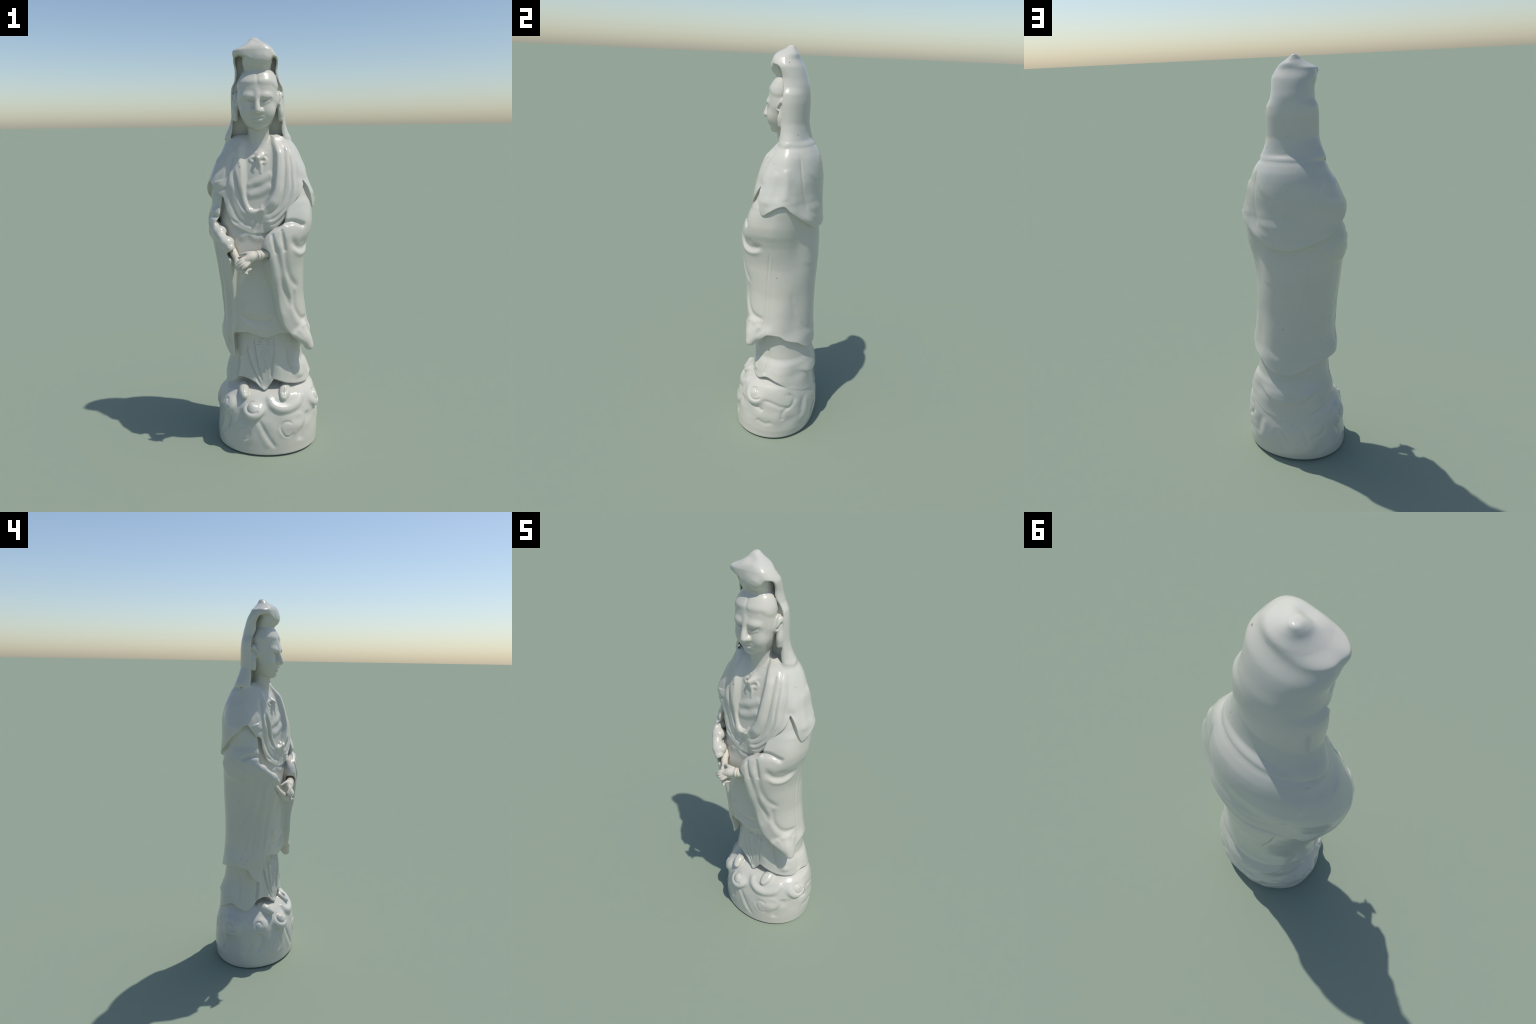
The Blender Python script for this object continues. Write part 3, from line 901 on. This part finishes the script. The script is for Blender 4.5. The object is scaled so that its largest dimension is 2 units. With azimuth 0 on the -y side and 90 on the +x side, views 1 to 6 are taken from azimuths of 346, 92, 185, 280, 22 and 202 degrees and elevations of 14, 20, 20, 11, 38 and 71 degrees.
def build_hands(h=0.0014):
    """Left hand laid across the right; bare unglazed clay. Returns two fields."""
    lo, hi = (-0.175, -0.270, 0.935), (0.045, -0.115, 1.085)
    left = Field(lo, hi, h)
    left.tube([(.035, -.186, 1.044), (.005, -.198, 1.041), (-.026, -.208, 1.037)], [.018, .0175, .016], .004, 1)
    left.tube([(-.032, -.211, 1.036), (-.052, -.216, 1.030), (-.074, -.225, 1.021)], [.017, .0225, .017], .010, 1)
    left.tube([(-.045, -.205, 1.046), (-.073, -.203, 1.046), (-.092, -.197, 1.041), (-.106, -.192, 1.037)],
              [.011, .008, .006, .0042], .008, 1)
    for tip, root, mid in (((-.124, -.238, 1.004), (-.076, -.222, 1.030), (-.100, -.238, 1.022)),
                           ((-.120, -.241, .996), (-.074, -.228, 1.022), (-.098, -.243, 1.011)),
                           ((-.112, -.243, .989), (-.070, -.232, 1.014), (-.091, -.247, 1.001)),
                           ((-.092, -.250, .986), (-.064, -.234, 1.008), (-.077, -.248, .995))):
        left.tube([root, mid, tip], [.009, .0072, .0050], .003, 1, step=.004)
    # bangle: a rolled ring and a flared rim round the wrist
    wrist, along = np.array([-.022, -.207, 1.037]), np.array([.93, .33, .12])
    e1 = np.cross(along, (0, 0, 1.0))
    e1 /= np.linalg.norm(e1)
    e2 = np.cross(e1, along)
    for off, rr, tr in ((0.0, .0185, .0052), (.014, .0175, .0046)):
        ring = [wrist + along * off + (e1 * math.cos(q) + e2 * math.sin(q)) * rr for q in np.linspace(0, 2 * math.pi, 25)]
        left.tube(ring, tr, .003, 2, step=.004)
    left.tube([wrist, wrist + along * .016], .0195, .004, 2)
    right = Field(lo, hi, h)
    right.tube([(-.152, -.128, 1.055), (-.138, -.160, 1.038), (-.124, -.178, 1.016), (-.116, -.192, .998)],
               [.018, .0175, .015, .014], .006, 1)
    right.tube([(-.118, -.192, .998), (-.110, -.208, .982), (-.100, -.219, .970)], [.015, .020, .016], .010, 1)
    right.tube([(-.112, -.184, 1.008), (-.104, -.186, 1.018), (-.096, -.194, 1.016)], [.009, .007, .005], .006, 1)
    for root, mid, tip in (((-.098, -.214, .964), (-.086, -.234, .956), (-.071, -.247, .961)),
                           ((-.092, -.220, .972), (-.078, -.234, .966), (-.065, -.231, .976)),
                           ((-.088, -.216, .978), (-.070, -.226, .970), (-.056, -.222, .976)),
                           ((-.090, -.208, .986), (-.076, -.216, .978), (-.062, -.212, .980))):
        right.tube([root, mid, tip], [.009, .0072, .0052], .004, 1, step=.004)
    return left, right


# ----------------------------------------------------------------- Blender objects

PART_NAMES = {BASE: "cloud_base", UNDER: "underskirt", PANEL: "skirt_panel", ROBE: "robe", CAPE: "cape",
              CHEST: "torso", VEIL: "veil", HEAD: "head", HAIR: "hair", NECK: "neck", EAR: "ear",
              SLEEVE: "sleeve", SHOE: "shoe", BOW: "bow_knot"}


def glaze_material():
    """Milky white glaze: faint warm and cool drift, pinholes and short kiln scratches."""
    m = bpy.data.materials.new("white_porcelain_glaze")
    m.use_nodes = True
    nt = m.node_tree
    N, L = nt.nodes, nt.links
    b = N["Principled BSDF"]
    co = N.new("ShaderNodeTexCoord")
    drift = N.new("ShaderNodeTexNoise")
    drift.inputs["Scale"].default_value = 3.2
    drift.inputs["Detail"].default_value = 3
    L.new(co.outputs["Object"], drift.inputs["Vector"])
    ramp = N.new("ShaderNodeValToRGB")
    ramp.color_ramp.elements[0].position = 0.36
    ramp.color_ramp.elements[0].color = (0.548, 0.538, 0.474, 1)
    ramp.color_ramp.elements[1].position = 0.66
    ramp.color_ramp.elements[1].color = (0.598, 0.570, 0.494, 1)
    L.new(drift.outputs["Fac"], ramp.inputs["Fac"])
    color = ramp.outputs["Color"]

    def flaws(scale, stretch, size, keep, tint, strength, color):
        mp = N.new("ShaderNodeMapping")
        mp.inputs["Scale"].default_value = stretch
        L.new(co.outputs["Object"], mp.inputs["Vector"])
        v = N.new("ShaderNodeTexVoronoi")
        v.inputs["Scale"].default_value = scale
        L.new(mp.outputs["Vector"], v.inputs["Vector"])
        small = N.new("ShaderNodeMath")
        small.operation = "LESS_THAN"
        small.inputs[1].default_value = size
        L.new(v.outputs["Distance"], small.inputs[0])
        sep = N.new("ShaderNodeSeparateColor")
        L.new(v.outputs["Color"], sep.inputs["Color"])
        some = N.new("ShaderNodeMath")
        some.operation = "LESS_THAN"
        some.inputs[1].default_value = keep
        L.new(sep.outputs["Red"], some.inputs[0])
        both = N.new("ShaderNodeMath")
        both.operation = "MULTIPLY"
        L.new(small.outputs[0], both.inputs[0])
        L.new(some.outputs[0], both.inputs[1])
        amount = N.new("ShaderNodeMath")
        amount.operation = "MULTIPLY"
        amount.inputs[1].default_value = strength
        L.new(both.outputs[0], amount.inputs[0])
        mix = N.new("ShaderNodeMix")
        mix.data_type = "RGBA"
        L.new(amount.outputs[0], mix.inputs["Factor"])
        L.new(color, mix.inputs["A"])
        mix.inputs["B"].default_value = tint
        return mix.outputs["Result"]

    color = flaws(22.0, (1, 1, 1), 0.075, 0.10, (0.20, 0.19, 0.16, 1), 0.75, color)
    color = flaws(30.0, (0.45, 0.45, 3.2), 0.13, 0.09, (0.24, 0.25, 0.23, 1), 0.35, color)
    L.new(color, b.inputs["Base Color"])
    b.inputs["Roughness"].default_value = 0.20
    b.inputs["IOR"].default_value = 1.5
    fine = N.new("ShaderNodeTexNoise")
    fine.inputs["Scale"].default_value = 26
    fine.inputs["Detail"].default_value = 2
    L.new(co.outputs["Object"], fine.inputs["Vector"])
    bump = N.new("ShaderNodeBump")
    bump.inputs["Strength"].default_value = 0.06
    bump.inputs["Distance"].default_value = 0.01
    L.new(fine.outputs["Fac"], bump.inputs["Height"])
    L.new(bump.outputs["Normal"], b.inputs["Normal"])
    return m


def clay_material():
    m = bpy.data.materials.new("bare_ivory_clay")
    m.use_nodes = True
    b = m.node_tree.nodes["Principled BSDF"]
    b.inputs["Base Color"].default_value = (0.62, 0.575, 0.48, 1)
    b.inputs["Roughness"].default_value = 0.75
    return m


def mesh_object(name, V, Q, mat, parent, normals=None):
    me = bpy.data.meshes.new(name)
    me.vertices.add(len(V))
    me.vertices.foreach_set("co", np.asarray(V, np.float32).ravel())
    me.loops.add(Q.size)
    me.loops.foreach_set("vertex_index", np.asarray(Q, np.int32).ravel())
    me.polygons.add(len(Q))
    me.polygons.foreach_set("loop_start", np.arange(len(Q), dtype=np.int32) * Q.shape[1])
    me.update(calc_edges=True)
    me.polygons.foreach_set("use_smooth", np.ones(len(Q), bool))
    if normals is not None:
        me.normals_split_custom_set_from_vertices(normals)
    me.materials.append(mat)
    ob = bpy.data.objects.new(name, me)
    bpy.context.scene.collection.objects.link(ob)
    ob.parent = parent
    return ob


def vertex_normals(V, Q):
    n = np.cross(V[Q[:, 2]] - V[Q[:, 0]], V[Q[:, 3]] - V[Q[:, 1]])
    N = np.zeros_like(V)
    for i in range(4):
        for a in range(3):
            N[:, a] += np.bincount(Q[:, i], n[:, a], len(V))
    return N / np.maximum(np.linalg.norm(N, axis=1, keepdims=True), 1e-12)


def turn(V):
    c, s = math.cos(YAW), math.sin(YAW)
    return np.column_stack([V[:, 0] * c - V[:, 1] * s, V[:, 0] * s + V[:, 1] * c, V[:, 2]])


def compact(V, Q):
    used, inv = np.unique(Q, return_inverse=True)
    return V[used], inv.reshape(Q.shape)


def split_parts(V, Q, lab, root, mat):
    """Separate the one smooth surface by part; paired parts also by side."""
    W = turn(V)
    N = vertex_normals(W, Q)
    face = np.sort(lab[Q], axis=1)[:, 2]
    side = V[Q].mean(1)[:, 0] > -0.022
    made = {}
    for k, name in PART_NAMES.items():
        for pick in ((side, ~side) if k in (EAR, SHOE, SLEEVE) else (np.ones(len(Q), bool),)):
            m = (face == k) & pick
            if not m.any():
                continue
            q = Q[m]
            used, inv = np.unique(q, return_inverse=True)
            made[k] = mesh_object(name, W[used], inv.reshape(q.shape), mat, root, N[used])
    return made


def flower(field, parent, mat):
    """Relief flower, rosette and tassel, petal by petal."""
    V, Q = petal_mesh(0.036, 0.0062, 0.0052)
    first = None
    for az, z, angle, size in flower_petals():
        p = field.hit(az, z)
        a = math.radians(angle)
        tip = field.hit(az + math.degrees(0.03 * size * math.cos(a) / 0.115), z + 0.03 * size * math.sin(a))
        d = (tip - p) / np.linalg.norm(tip - p)
        if first is None:
            first = mesh_object("flower_petal", V, Q, mat, parent)
            ob = first
        else:
            ob = first.copy()
            bpy.context.scene.collection.objects.link(ob)
        out = np.array([math.sin(math.radians(az)), -math.cos(math.radians(az)), 0.0])
        yv = -(out - d * (out @ d))
        yv /= np.linalg.norm(yv)
        zv = np.cross(d, yv)
        c, s = math.cos(YAW), math.sin(YAW)
        rz = np.array([[c, -s, 0], [s, c, 0], [0, 0, 1]])
        M = rz @ np.column_stack([d * size, yv, zv])
        pos = rz @ (p + d * 0.004 * size - out * 0.0012)
        ob.matrix_world = Matrix([list(M[r]) + [pos[r]] for r in range(3)] + [[0, 0, 0, 1]])
        ob.parent = parent
    stem = Field((-0.02, -0.16, 0.40), (0.04, -0.08, 0.52), 0.0016)
    pts = [field.hit(2, z) for z in (.484, .46, .436)]
    stem.tube(pts, .0032, .002, 1)
    stem.ellipsoid(field.hit(2, .421), (.008, .005, .014), .002, 1)
    stem.ellipsoid(field.hit(2, .506), (.009, .006, .009), .002, 1)
    V, Q, lab = stem.mesh()
    mesh_object("flower_tassel", turn(V), Q, mat, parent)


def main():
    root = bpy.data.objects.new("porcelain_figurine", None)
    bpy.context.scene.collection.objects.link(root)
    root["label"] = "white glazed porcelain robed woman standing on clouds"
    root["category"] = "figurine"
    glaze = glaze_material()
    body = build_body()
    V, Q, lab = body.mesh()
    parts = split_parts(V, Q, lab, root, glaze)
    flower(body, parts[UNDER], glaze)
    clay = clay_material()
    for field in build_hands():
        V, Q, lab = field.mesh()
        V = turn(V)
        N = vertex_normals(V, Q)
        face_lab = np.sort(lab[Q], axis=1)[:, 2]
        hand = mesh_object("hand", *compact(V, Q[face_lab == 1]), clay, root, None)
        if (face_lab == 2).any():
            mesh_object("bracelet", *compact(V, Q[face_lab == 2]), clay, hand, None)


if bpy is not None:
    main()
